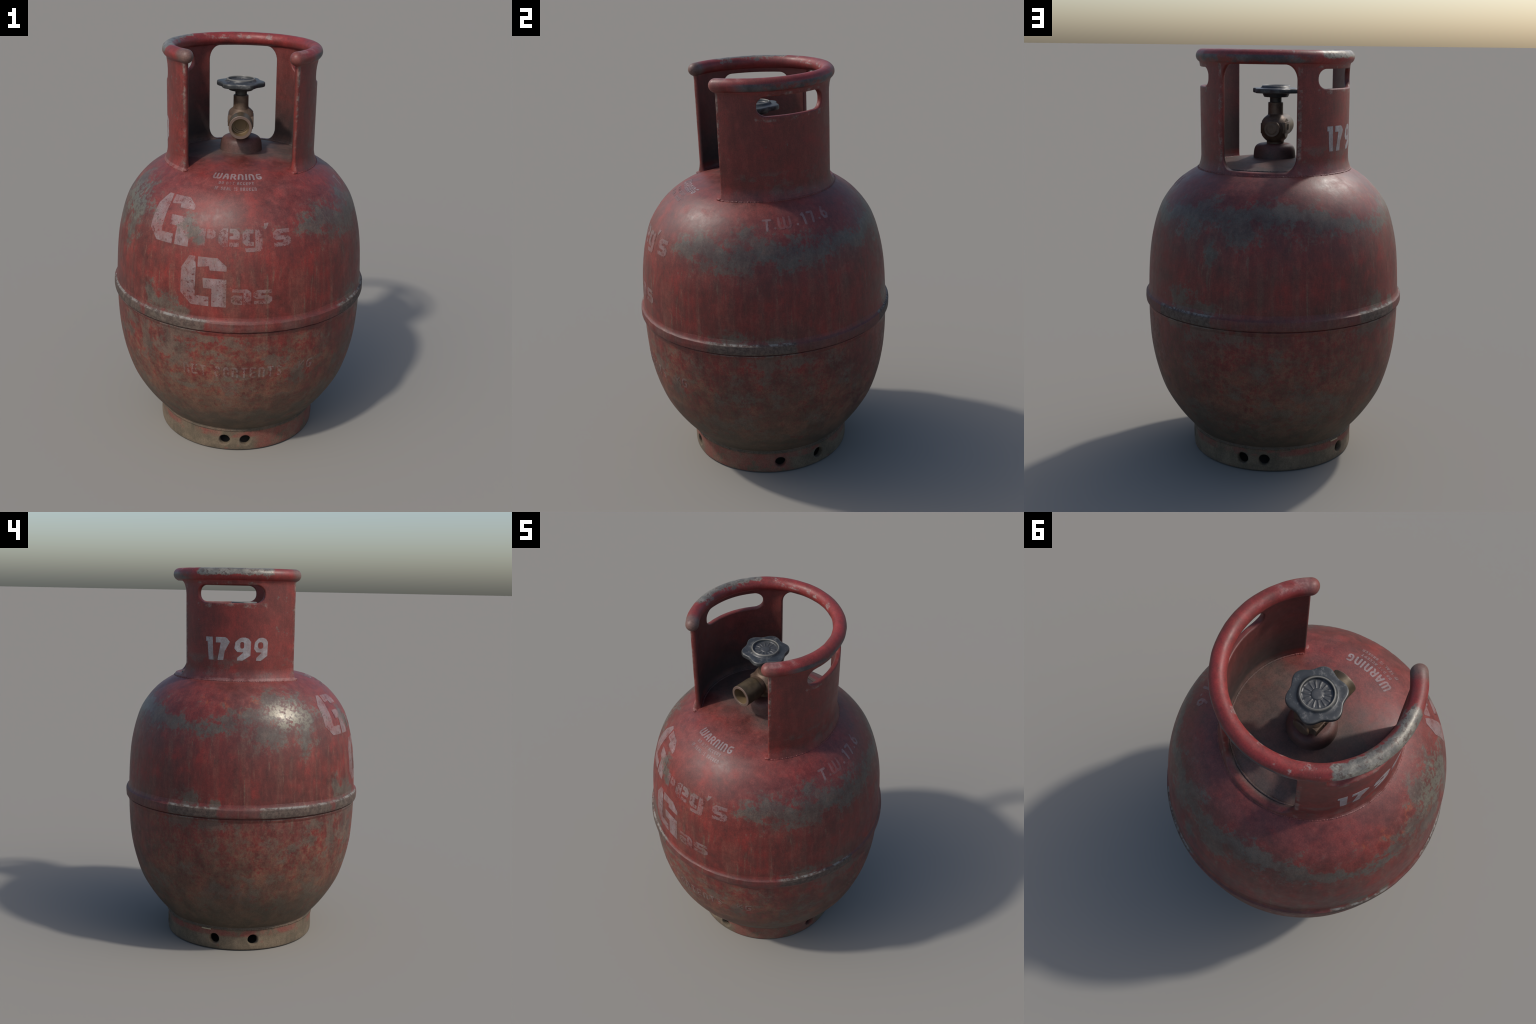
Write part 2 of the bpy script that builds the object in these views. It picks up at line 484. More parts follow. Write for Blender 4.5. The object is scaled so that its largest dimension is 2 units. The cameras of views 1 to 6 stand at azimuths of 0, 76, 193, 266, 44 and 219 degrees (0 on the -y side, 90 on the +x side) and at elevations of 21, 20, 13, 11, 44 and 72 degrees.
    # --- overall mottling
    mot = k.add(k.mul(k.math("SUBTRACT", grain, .5), .5), k.mul(k.math("SUBTRACT", fine, .5), .40), k.mul(k.math("SUBTRACT", ragged, .5), .4), k.mul(k.math("SUBTRACT", mid, .5), .35), k.mul(k.math("SUBTRACT", grit, .5), .8), .03)
    n = g.nodes.new("ShaderNodeVectorMath")
    n.operation = "SCALE"
    k.put(n.inputs[0], col)
    k.put(n.inputs["Scale"], k.math("MAXIMUM", k.math("ADD", mot, 1.0), .45))
    col = n.outputs[0]

    # --- outputs
    bare = k.max(steel, mm, k.mul(chip, .4))
    rough = k.add(.50, k.mul(k.math("SUBTRACT", mid, .5), .25), k.mul(lowmask, .22), k.mul(footz, .25), k.mul(g_in, .2), k.mul(pm, -.06))
    rough = k.add(rough, k.mul(bare, -.05), k.mul(on_band, .08), k.mul(bandm, .16), k.mul(k.math('SUBTRACT', ragged, .5), .35))
    metal = k.max(k.mul(pm, .08), k.mul(steel, .35), k.mul(mm, .25))
    k.put(gout["Color"], col)
    k.put(gout["Roughness"], rough)
    k.put(gout["Metallic"], metal)
    return g


PAINT = build_paint_group()


def new_material(name):
    m = bpy.data.materials.new(name)
    m.use_nodes = True
    k = Kit(m.node_tree)
    return m, k, m.node_tree.nodes["Principled BSDF"]


def paint_material(name, white=0.0, wear=.5, patches=1.0, bump=.0012, over=.15):
    m, k, bsdf = new_material(name)
    g = k.nodes.new("ShaderNodeGroup")
    g.node_tree = PAINT
    g.inputs["White"].default_value = white
    g.inputs["WhiteWear"].default_value = wear
    g.inputs["Patches"].default_value = patches
    g.inputs["Over"].default_value = over
    for a, b in (("Color", "Base Color"), ("Roughness", "Roughness"), ("Metallic", "Metallic")):
        k.links.new(g.outputs[a], bsdf.inputs[b])
    b = k.nodes.new("ShaderNodeBump")
    b.inputs["Strength"].default_value = .55
    b.inputs["Distance"].default_value = bump
    p = k.pos()
    k.put(b.inputs["Height"], k.add(k.mul(k.noise(p, 14, 3, .6), .8), k.mul(k.noise(p, 70, 3, .65), .5)))
    k.links.new(b.outputs[0], bsdf.inputs["Normal"])
    bsdf.inputs["Specular IOR Level"].default_value = .42
    return m


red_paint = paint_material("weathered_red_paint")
white_bold = paint_material("worn_white_lettering", .92, .505)
white_faded = paint_material("faded_white_lettering", .82, .535)
white_faint = paint_material("faint_white_lettering", .6, .535, over=.36)
white_crisp = paint_material("stencilled_white_numbers", 1.35, .38, over=.7)


def brass_material():
    m, k, bsdf = new_material("dull_brass")
    P = k.pos()
    x, y, z = k.xyz(P)
    n = k.noise(P, 26, 5, .6)
    f = k.noise(P, 120, 3, .6)
    col = k.mix(k.step(n, .35, .65), (.080, .051, .034), (.122, .080, .054))
    col = k.mix(k.mul(k.step(f, .5, .7), .5), col, (.155, .105, .072))
    col = k.mix(k.mul(k.step(n, .42, .30), .7), col, (.060, .042, .030))
    olive = k.mix(k.step(n, .4, .6), (.062, .046, .027), (.090, .066, .038))
    col = k.mix(k.mul(k.step(y, -.062, -.076), k.step(y, -.180, -.170)), col, olive)
    bore = k.math("SQRT", k.add(k.mul(k.add(x, .002), k.add(x, .002)), k.mul(k.math("SUBTRACT", z, 1.628), k.math("SUBTRACT", z, 1.628))))
    col = k.mix(k.mul(k.step(bore, .0424, .0414), k.step(y, -.105, -.112)), col, (.165, .112, .060))
    col = k.mix(k.step(y, -.1765, -.1785), col, (.130, .088, .068))
    k.put(bsdf.inputs["Base Color"], col)
    k.put(bsdf.inputs["Roughness"], k.add(.42, k.mul(n, .2)))
    bsdf.inputs["Metallic"].default_value = .35
    b = k.nodes.new("ShaderNodeBump")
    b.inputs["Strength"].default_value, b.inputs["Distance"].default_value = .4, .0012
    k.put(b.inputs["Height"], k.noise(P, 60, 2, .6))
    k.links.new(b.outputs[0], bsdf.inputs["Normal"])
    return m


def handwheel_material():
    m, k, bsdf = new_material("scuffed_blue_grey_plastic")
    P = k.pos()
    x, y, z = k.xyz(P)
    n = k.noise(P, 24, 6, .65)
    f = k.noise(P, 95, 4, .65)
    col = k.mix(k.step(n, .38, .62), (.019, .022, .0245), (.031, .034, .037))
    scuff = k.step(k.add(k.mul(n, .6), k.mul(f, .5)), .57, .66)
    col = k.mix(k.mul(scuff, .6), col, (.105, .105, .100))
    geo = k.nodes.new("ShaderNodeNewGeometry").outputs["Pointiness"]
    col = k.mix(k.mul(k.step(geo, .515, .58), .65), col, (.150, .145, .125))
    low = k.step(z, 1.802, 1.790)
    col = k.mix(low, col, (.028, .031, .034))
    rr = k.math("SQRT", k.add(k.mul(k.add(x, .005), k.add(x, .005)), k.mul(k.add(y, -.002), k.add(y, -.002))))
    dish = k.step(rr, .0605, .057)
    col = k.mix(k.mul(dish, .55), col, (.045, .046, .047))
    ribs = k.mul(dish, k.step(rr, .022, .027), k.step(z, 1.8185, 1.8215))
    col = k.mix(k.mul(ribs, .75), col, (.105, .098, .086))
    col = k.mix(k.mul(k.window(rr, .0610, .0700, .002), k.step(z, 1.8235, 1.828), .75), col, (.150, .143, .122))
    k.put(bsdf.inputs["Base Color"], col)
    k.put(bsdf.inputs["Roughness"], k.add(.40, k.mul(scuff, .2)))
    b = k.nodes.new("ShaderNodeBump")
    b.inputs["Strength"].default_value, b.inputs["Distance"].default_value = .4, .001
    k.put(b.inputs["Height"], k.noise(P, 60, 2, .6))
    k.links.new(b.outputs[0], bsdf.inputs["Normal"])
    return m


def plain_material(name, c0, c1, rough, scale=40):
    m, k, bsdf = new_material(name)
    n = k.noise(k.pos(), scale, 5, .6)
    k.put(bsdf.inputs["Base Color"], k.mix(k.step(n, .35, .65), c0, c1))
    bsdf.inputs["Roughness"].default_value = rough
    return m


brass = brass_material()
wheel_mat = handwheel_material()
spindle_mat = plain_material("dark_oily_steel", (.022, .022, .022), (.045, .042, .038), .55)
pale_mat = plain_material("pale_paint_scrape", (.24, .20, .12), (.32, .27, .17), .7)

# ------------------------------------------------------------------ root
root = bpy.data.objects.new("gas_cylinder", None)
COL.objects.link(root)
root["label"] = "weathered red steel gas cylinder with collar handle and brass valve"
root["category"] = "gas cylinder"


# ------------------------------------------------------------------ tank
def undulate(r, h, a):
    if r < .05:
        return r, h
    p = Vector((r * math.sin(a), -r * math.cos(a), h))
    d = noise.fractal(p * 3.2, 1.0, 2.0, 2) * .0011
    return r + d, h


v, f = revolve(np.vstack([[(0, .085)], [(.30, .088)], tank_curve]), 144, wobble=undulate)
tank = make_object("tank", v, f, red_paint, root)

# swaged seam band where the two halves meet
band_prof = [(.6180, .856), (.6226, .850), (.6252, .840), (.6290, .8305), (.6340, .8250), (.6364, .8232), (.6378, .8212), (.6388, .812), (.6392, .800),
             (.6388, .790), (.6378, .7830), (.6358, .7795), (.6300, .7775), (.6246, .7762), (.6236, .7748), (.6248, .7732), (.6280, .7715), (.6284, .7690), (.6262, .7600), (.6215, .748), (.6150, .744)]


def band_wobble(r, h, a):
    p = Vector((math.sin(a) * 4, -math.cos(a) * 4, h * 30))
    j = noise.noise(p * 2.2) * .0010
    q = noise.noise(Vector((math.sin(a) * 26, -math.cos(a) * 26, 3.3)))
    if .779 < h < .8255:
        return r + j, h + q * .0019
    return r + j * .5, h


v, f = revolve(catmull(band_prof, 3), 240, wobble=band_wobble)
make_object("seam_band", v, f, red_paint, root)


# ------------------------------------------------------------------ foot ring
def foot_ring():
    n = 900
    az = np.linspace(0, 2 * math.pi, n + 1)
    z = np.arange(0.0, .1301, .0035)
    X, Y = np.meshgrid(az, z)
    R = .4065
    S = np.minimum(Y + 1e-4, .131 - Y)
    for a in (-7.5, 7.5, 82.2, 112.4, 172.5, -172.3, -82.3, -112.0):
        d = (X - RAD(a) + math.pi) % (2 * math.pi) - math.pi
        S = np.minimum(S, np.hypot(d * R, Y - .0595) - .0275)
    S[:, -1] = S[:, 0]
    outer = lambda zz, aa: np.where(zz < .03, R - .0035 * ((.03 - zz) / .03) ** 2, R)
    inner = lambda zz, aa: np.full_like(zz, .376)
    return rolled_sheet("foot_ring", az, z, S, outer, inner, .006, red_paint, root, wrap=True)


foot = foot_ring()


def weld_bead(name, path_r, path_z, az0, az1, tube, seed, parent, amp=.45, freq=70, n=900):
    """Lumpy bead of weld metal laid along an arc."""
    verts, faces, m = [], [], 10
    closed = abs(az1 - az0) >= 359.9
    for i in range(n + (0 if closed else 1)):
        a = RAD(az0 + (az1 - az0) * i / n)
        p = Vector((math.sin(a) * freq, math.cos(a) * freq, seed))
        q = tube * (1 + amp * noise.noise(p) + .3 * amp * math.sin(i * 1.9))
        taper = 1.0
        if not closed:
            e = min(i, n - i) / 6
            taper = min(1, math.sqrt(max(e, .02)))
        q *= taper
        dz = noise.noise(p * .35 + Vector((9, 0, 0))) * tube * .35
        for j in range(m):
            b = 2 * math.pi * j / m
            rr = path_r + q * math.cos(b)
            verts.append((rr * math.sin(a), -rr * math.cos(a), path_z + dz + q * math.sin(b)))
    rows = len(verts) // m
    for i in range(rows if closed else rows - 1):
        for j in range(m):
            A, B = i * m, ((i + 1) % rows) * m
            faces.append((A + j, B + j, B + (j + 1) % m, A + (j + 1) % m))
    if not closed:
        faces.append(tuple(range(m)))
        faces.append(tuple(range(rows * m - m, rows * m)))
    return make_object(name, verts, faces, red_paint, parent)


weld_bead("weld_bead", .4035, .1165, -180, 180, .0062, 2.0, root, amp=.35)


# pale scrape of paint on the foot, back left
def pale_strip():
    verts, faces = [], []
    a = [RAD(-122 + 7.6 * i / 8) for i in range(9)]
    for q in a:
        for rr, zz in ((.4066, .1065), (.4102, .1070), (.4102, .1130), (.4066, .1135)):
            verts.append((rr * math.sin(q), -rr * math.cos(q), zz))
    for i in range(8):
        for j in range(3):
            faces.append((i*4 + j, i*4 + 4 + j, i*4 + 5 + j, i*4 + 1 + j))
    faces += [(0, 1, 2, 3), (35, 34, 33, 32)]
    make_object("paint_scrape", verts, faces, pale_mat, foot, sharp_angle=40)


pale_strip()


# ------------------------------------------------------------------ collar
def collar_dent(zz, aa):
    return .0005 * np.sin(3 * aa + 4 * zz) + .0004 * np.sin(7 * aa - 6 * zz + 1)


def collar_plate():
    R = .347
    a0 = RAD(45.4)
    az = np.linspace(a0 - .01, 2 * math.pi - a0 + .01, 480)
    z = np.arange(1.424, 1.9561, .0034)
    X, Y = np.meshgrid(az, z)
    U = X * R
    lo, hi = a0 * R, (2 * math.pi - a0) * R
    S = np.minimum(U - lo, hi - U)
    c = math.pi * R
    win = sdf_box(U, Y, c - RAD(30) * R, c + RAD(30) * R, 1.450, 1.9345, .058, .072)
    S = np.minimum(S, win)
    for s in (-1, 1):
        mid = (math.pi + s * RAD(180 - 104.8)) * R
        half = RAD(28.6) * R
        S = np.minimum(S, sdf_box(U, Y, mid - half, mid + half, 1.8260, 1.9155, .047, .0405))

    dent = collar_dent

    def outer(zz, aa):
        r = .3612 - .0015 * np.clip((1.75 - zz) / .25, 0, 1)
        r = r + .0135 * np.clip((1.500 - zz) / .062, 0, 1.2) ** 2
        r = r + .0065 * np.clip((zz - 1.916) / .03, 0, 1) ** 2
        return r + dent(zz, aa)

    def inner(zz, aa):
        r = np.full_like(zz, .3365)
        r = r - .010 * np.clip((1.472 - zz) / .03, 0, 1) ** 2
        r = r - .004 * np.clip((zz - 1.922) / .03, 0, 1) ** 2
        return r + dent(zz, aa)
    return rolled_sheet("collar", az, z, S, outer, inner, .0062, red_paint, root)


collar = collar_plate()


def collar_rim():
    """Rolled tubular rim that follows the collar and ends in domed tips."""
    R, zc, t = .3490, 1.9672, .0326
    verts, faces, m, n = [], [], 28, 300
    rows = []
    end = RAD(45.6)
    cap = 8
    stations = []
    for i in range(cap):                       # first tip
        b = math.pi / 2 * (1 - i / cap)
        stations.append((end - t / R * math.sin(b), math.cos(b)))
    for i in range(n + 1):
        stations.append((end + (2 * math.pi - 2 * end) * i / n, 1.0))
    for i in range(cap - 1, -1, -1):
        b = math.pi / 2 * (1 - i / cap)
        stations.append((2 * math.pi - end + t / R * math.sin(b), math.cos(b)))
    for a, s in stations:
        row = []
        p = Vector((math.sin(a), -math.cos(a), .4))
        wob = noise.noise(p * 5) * .0016
        for j in range(m):
            b = 2 * math.pi * j / m
            lump = 1 + .022 * noise.noise(Vector((math.sin(a) * 9, math.cos(a) * 9, j * .15)))
            q = max(s, 1e-3) * t * lump
            rr = R + wob + q * math.cos(b)
            row.append(len(verts))
            verts.append((rr * math.sin(a), -rr * math.cos(a), zc + q * math.sin(b) * 1.005))
        rows.append(row)
    for A, B in zip(rows[:-1], rows[1:]):
        for j in range(m):
            faces.append((A[j], B[j], B[(j + 1) % m], A[(j + 1) % m]))
    faces.append(tuple(rows[0]))
    faces.append(tuple(reversed(rows[-1])))
    top = max(q[2] for q in verts)
    verts = [(a, b, c + (2.0 - top) * max(0, (c - 1.95) / (top - 1.95))) for a, b, c in verts]
    return make_object("handle_rim", verts, faces, red_paint, collar)


collar_rim()
weld_bead("weld_bead", .3728, 1.4335, 45.2, 314.8, .0046, 5.0, collar, amp=.4)
weld_bead("weld_bead", .3290, 1.4505, 46.5, 313.5, .0045, 8.0, collar, amp=.3)

# weld dabs at the two feet of the collar opening
for s in (-1, 1):
    verts, faces = revolve([(0, -.008), (.012, -.006), (.0165, 0), (.012, .0045), (0, .006)], 20)
    verts = np.array([Vector(q) * (1 + .25 * noise.noise(Vector(q) * 90 + Vector((s, 0, 0)))) for q in verts])
    a = RAD(44.9) * s
    verts = verts + np.array([.3605 * math.sin(a), -.3605 * math.cos(a), 1.4390])
    make_object("weld_dab", verts, faces, red_paint, collar)

# ------------------------------------------------------------------ valve
VX, VY = -.004, .001
boss_prof = catmull([(.104, 1.455), (.1035, 1.474), (.1022, 1.500), (.0985, 1.5235), (.0905, 1.5385), (.0760, 1.5475), (.060, 1.5495), (.03, 1.5500), (0, 1.5500)], 5)
v, f = revolve(np.vstack([[(.116, 1.448)], [(.108, 1.4775)], boss_prof[6:]]), 64)
boss = make_object("valve_boss", v, f, red_paint, root)


def brass_body():
    """Cast body: turned neck and stem fused with a ball by remeshing, flats cut on both sides."""
    col = catmull([(.0425, 1.540), (.0425, 1.562), (.0440, 1.575), (.0430, 1.60), (.0400, 1.66), (.0385, 1.685), (.0368, 1.697), (.0365, 1.720), (.0365, 1.747)], 6)
    prof = np.vstack([[(0, 1.538)], col, [(.0345, 1.7495), (0, 1.7495)]])
    v1, f1 = revolve(prof, 48, centre=(VX, VY, 0))
    ball = [(.0735 * math.sin(math.pi * i / 40), -.0735 * math.cos(math.pi * i / 40)) for i in range(34)]
    rear = [(.0400, .0690), (.0385, .0735), (.0355, .0750), (.0310, .0735), (.0250, .0735), (.0230, .0752), (0, .0752)]
    ball[0] = (0, ball[0][1])
    v2, f2 = revolve(ball + rear, 48, axis="y", centre=(VX, .009, 1.624))
    me = bpy.data.meshes.new("tmp")
    n = len(v1)
    me.from_pydata([tuple(q) for q in np.vstack([v1, v2])], [], [tuple(q) for q in f1] + [tuple(i + n for i in q) for q in f2])
    bm = bmesh.new()
    bm.from_mesh(me)
    bmesh.ops.recalc_face_normals(bm, faces=bm.faces)
    bm.to_mesh(me)
    bm.free()
    ob = bpy.data.objects.new("tmp", me)
    COL.objects.link(ob)
    mod = ob.modifiers.new("fuse", "REMESH")
    mod.mode, mod.voxel_size = "VOXEL", .0019
    mod = ob.modifiers.new("soften", "SMOOTH")
    mod.factor, mod.iterations = .5, 5
    dg = bpy.context.evaluated_depsgraph_get()
    out = bpy.data.meshes.new_from_object(ob.evaluated_get(dg))
    bpy.data.objects.remove(ob)
    out.name = "valve"
    for q in out.vertices:
        q.co.x = min(max(q.co.x, -.0605), .0565)
    out.polygons.foreach_set("use_smooth", [True] * len(out.polygons))
    out.materials.clear()
    out.materials.append(brass)
    ob = bpy.data.objects.new("valve", out)
    COL.objects.link(ob)
    ob.parent = root
    return ob


valve = brass_body()

# threaded outlet pointing to the front
noz = [(.0, -.112), (.0255, -.112), (.0285, -.114), (.0290, -.1215), (.0345, -.1225), (.0350, -.1300), (.0400, -.1310), (.0405, -.1400), (.0410, -.1775), (.0425, -.1798),
       (.0535, -.1800), (.0553, -.1785), (.0556, -.1755), (.0553, -.120), (.0550, -.086), (.0535, -.078), (.0500, -.0735), (.0470, -.0500), (.0, -.0480)]
dense = []
for (a, b), (c, d) in zip(noz[:-1], noz[1:]):
    dense += [(a, b)]
    if math.hypot(a - c, b - d) > .02:
        dense += [(a + (c - a) * t, b + (d - b) * t) for t in (.06, .5, .94)]
dense.append(noz[-1])
v, f = revolve(dense, 72, axis="y", centre=(-.002, 0, 1.628))
make_object("outlet_nozzle", v, f, brass, valve, sharp_angle=38)


def bevelled_box(name, x0, x1, y0, y1, z0, z1, bevel, material, parent, shear=0.0):
    bm = bmesh.new()
    bmesh.ops.create_cube(bm, size=1)
    for q in bm.verts:
        q.co = Vector(((x0 + x1) / 2 + q.co.x * (x1 - x0), (y0 + y1) / 2 + q.co.y * (y1 - y0), (z0 + z1) / 2 + q.co.z * (z1 - z0)))
    bmesh.ops.bevel(bm, geom=bm.edges[:], offset=bevel, segments=2, affect="EDGES", profile=.5)
    me = bpy.data.meshes.new(name)
    bm.to_mesh(me)
    bm.free()
    me.polygons.foreach_set("use_smooth", [True] * len(me.polygons))
    me.set_sharp_from_angle(angle=RAD(35))
    me.materials.append(material)
    ob = bpy.data.objects.new(name, me)
    COL.objects.link(ob)
    ob.parent = parent
    return ob


bevelled_box("spanner_flat", -.0655, -.035, -.046, .062, 1.603, 1.656, .0018, brass, valve)
bevelled_box("spanner_flat", .030, .0590, -.046, .050, 1.600, 1.650, .0030, brass, valve)
# raised cast mark on the left flat
for y0, y1, z0, z1 in ((.014, .018, 1.616, 1.644), (.002, .006, 1.616, 1.644), (-.018, -.014, 1.616, 1.644)):
    bevelled_box("cast_mark", -.0672, -.0640, y0, y1, z0, z1, .0006, brass, valve)

v, f = revolve([(0, 1.735), (.0275, 1.735), (.0280, 1.737), (.0285, 1.7735), (.030, 1.777), (0, 1.777)], 48, centre=(VX, VY, 0))
make_object("spindle", v, f, spindle_mat, valve, sharp_angle=40)


def handwheel():
    cx, cy, seg, lobes, th0 = -.0055, .0015, 192, 6, RAD(22.5)
    verts, faces, rows = [], [], []

    def lobe(a):
        c = math.cos(lobes * (a - th0))
        return .1095 + .0080 * c - .0003 * math.cos(2 * lobes * (a - th0))

    def rib(a, r):
        k = .5 + .5 * math.cos(14 * a + .6)
        w = max(0, min(1, (r - .024) / .006)) * max(0, min(1, (.054 - r) / .006))
        return .0026 * w * max(0, k * 2.0 - 1.0)
    inner = [(.004, 1.8190), (.012, 1.8190), (.0195, 1.8190), (.0215, 1.8180), (.0232, 1.8160), (.026, 1.8155), (.029, 1.8155), (.033, 1.8155), (.038, 1.8155), (.043, 1.8155), (.048, 1.8155), (.052, 1.8155), (.0575, 1.8160), (.0600, 1.8190),
             (.0608, 1.8260), (.0618, 1.8288), (.0632, 1.8298), (.0650, 1.8294), (.0672, 1.8276), (.0702, 1.8236), (.0730, 1.8196), (.0752, 1.8174), (.0785, 1.8162)]
    for r, h in inner:
        row = []
        for i in range(seg):
            a = 2 * math.pi * i / seg
            row.append(len(verts))
            verts.append((cx + r * math.sin(a), cy - r * math.cos(a), h + rib(a, r)))
        rows.append(row)
    # from the ring foot out to the scalloped edge, then round under
    outline = [(.35, 0, 1.8160), (.70, 0, 1.8158), (1, -.0065, 1.8158), (1, -.0030, 1.8150), (1, -.0010, 1.8132), (1, 0, 1.8105), (1, .0002, 1.8040), (1, 0, 1.7975), (1, -.0012, 1.7945), (1, -.0040, 1.7932)]
    for t, off, h in outline:
        row = []
        for i in range(seg):
            a = 2 * math.pi * i / seg
            R = lobe(a) - .0065 if t < 1 else lobe(a) + off
            r = .0785 + (R - .0785) * t if t < 1 else R
            row.append(len(verts))
            verts.append((cx + r * math.sin(a), cy - r * math.cos(a), h))
        rows.append(row)
    for r, h in ((.0720, 1.7925), (.0672, 1.7915), (.0650, 1.7880), (.0592, 1.7752), (.0575, 1.7738), (.030, 1.7738), (.012, 1.7738)):
        row = []
        for i in range(seg):
            a = 2 * math.pi * i / seg
            row.append(len(verts))
            verts.append((cx + r * math.sin(a), cy - r * math.cos(a), h))
        rows.append(row)
    for A, B in zip(rows[:-1], rows[1:]):
        for i in range(seg):
            faces.append((A[i], A[(i + 1) % seg], B[(i + 1) % seg], B[i]))
    faces.append(tuple(rows[0]))
    faces.append(tuple(reversed(rows[-1])))
    return make_object("handwheel", verts, faces, wheel_mat, valve, sharp_angle=50)


handwheel()


# ------------------------------------------------------------------ lettering
# Letters are drawn in a unit box: filled polygons ("P") and round strokes ("S").
def P(*pts):
    return ("P", pts)


def S(w, *pts):
    return ("S", w, pts)


STENCIL = {
    "G": [P((.0, .22), (.0, .74), (.17, 1), (.30, 1), (.33, .80), (.33, .20), (.63, .20), (.63, 0), (.24, 0)),
          P((.37, 1), (.80, 1), (1, .84), (1, .745), (.64, .745), (.62, .83), (.37, .79)),
          P((.49, .58), (1, .58), (1, 0), (.69, 0), (.69, .375), (.51, .375))],
    "r": [P((0, .10), (.12, 0), (.42, 0), (.42, 1), (0, 1)), P((.50, .45), (.86, .45), (1, .6), (1, .85), (.82, 1), (.50, 1))],
    "e": [P((0, .22), (.16, 0), (.44, 0), (.44, 1), (.2, 1), (0, .8)), P((.52, 1), (.82, 1), (1, .8), (1, .42), (.52, .42), (.52, .58), (.70, .62), (.70, .74), (.52, .76)), P((.52, .02), (.96, .02), (.96, .26), (.52, .26))],
    "g": [P((0, .22), (.18, 0), (.56, 0), (.56, .24), (.36, .26), (.36, .74), (.56, .76), (.56, 1), (.18, 1), (0, .80)), P((.64, 1), (1, 1), (1, -.18), (.82, -.36), (.18, -.36), (.12, -.12), (.64, -.10))],
    "'": [P((0, .3), (.3, .3), (.8, 1), (0, 1))],
    "s": [P((0, .80), (.2, 1), (.96, 1), (.96, .76), (.44, .76), (.40, .62), (.80, .62), (1, .45), (1, .18), (.82, 0), (.04, 0), (.04, .24), (.56, .24), (.58, .38), (.18, .38), (0, .54))],
    "a": [P((.04, .80), (.08, 1), (.80, 1), (1, .82), (1, 0), (.62, 0), (.62, .78)), P((0, .16), (.14, 0), (.56, 0), (.56, .60), (.14, .60), (0, .46))],
}
W6 = .17
STROKES = {
    "W": [S(W6, (0, 1), (0, .25), (.14, .02), (.36, .02), (.5, .22), (.64, .02), (.86, .02), (1, .25), (1, 1)), S(W6, (.5, .22), (.5, .98))],
    "A": [S(W6, (0, 0), (.06, .45), (.32, .96), (.68, .96), (.94, .45), (1, 0)), S(W6, (.1, .38), (.9, .38))],
    "R": [S(W6, (0, 0), (0, .96), (.7, .96), (.94, .8), (.94, .6), (.7, .44), (.1, .44)), S(W6, (.5, .44), (1, 0))],
    "N": [S(W6, (0, 0), (0, .9), (.1, .96), (.66, .96), (.94, .72), (.94, 0))],
    "n": [S(W6, (0, 0), (0, .9), (.1, .96), (.66, .96), (.94, .72), (.94, 0)), S(W6, (.25, .35), (.60, .60))],
    "I": [S(W6, (.5, 0), (.5, 1))],
    "G": [S(W6, (1, .96), (.3, .96), (.02, .72), (.02, .28), (.3, .04), (.7, .04), (.94, .2), (.94, .45), (.6, .45))],
    "D": [S(W6, (0, .04), (.6, .04), (.94, .3), (.94, .7), (.6, .96), (0, .96), (0, .04))],
    "O": [S(W6, (.3, .04), (.7, .04), (.96, .3), (.96, .7), (.7, .96), (.3, .96), (.04, .7), (.04, .3), (.3, .04))],
    "T": [S(W6, (0, .96), (1, .96)), S(W6, (.5, .96), (.5, 0))],
    "C": [S(W6, (.95, .85), (.7, .96), (.3, .96), (.04, .7), (.04, .3), (.3, .04), (.7, .04), (.95, .15))],
    "E": [S(W6, (.95, .96), (.04, .96), (.04, .04), (.95, .04)), S(W6, (.04, .5), (.8, .5))],
    "P": [S(W6, (0, 0), (0, .96), (.7, .96), (.94, .8), (.94, .6), (.7, .42), (.1, .42))],
    "F": [S(W6, (.95, .96), (.04, .96), (.04, 0)), S(W6, (.04, .5), (.8, .5))],
    "S": [S(W6, (.95, .9), (.3, .96), (.05, .75), (.3, .52), (.7, .48), (.95, .26), (.7, .04), (.05, .08))],
    "L": [S(W6, (.04, .96), (.04, .04), (.95, .04))],
    "B": [S(W6, (.04, .04), (.04, .96), (.7, .96), (.9, .75), (.7, .52), (.1, .52)), S(W6, (.7, .52), (.96, .28), (.7, .04), (.04, .04))],
    "K": [S(W6, (.04, .96), (.04, .04)), S(W6, (.95, .96), (.1, .48), (.95, .04))],
    "M": [S(W6, (0, 0), (0, .96), (.5, .3), (1, .96), (1, 0))],
    "V": [S(W6, (0, 1), (.5, .04), (1, 1))],
    "U": [S(W6, (0, 1), (0, .25), (.25, .04), (.75, .04), (1, .25), (1, 1))],
    "1": [S(.2, (.15, .86), (.55, .96), (.6, 0))],
    "7": [S(.2, (0, .92), (.9, .92), (.55, 0))],
    "6": [S(.2, (.62, 1), (.2, .62), (.04, .35), (.3, .04), (.7, .04), (.96, .32), (.7, .58), (.3, .58), (.08, .4))],
    ".": [S(.3, (.5, .09), (.5, .1))],
}
NUMERALS = {
    "1": [P((0, 1), (.88, 1), (1, 0), (.38, 0), (.20, .82), (0, .80))],
    "7": [P((0, 1), (.66, 1), (.80, .96), (1, .80), (.64, .38), (.54, 0), (.13, 0), (.36, .76), (0, .76))],
    "9": [P((.06, .80), (.30, .96), (.46, 1), (.66, 1), (.86, .95), (1, .82), (.97, .22), (.50, 0), (.16, 0), (.18, .12), (.56, .36), (.18, .37), (0, .52))],
}


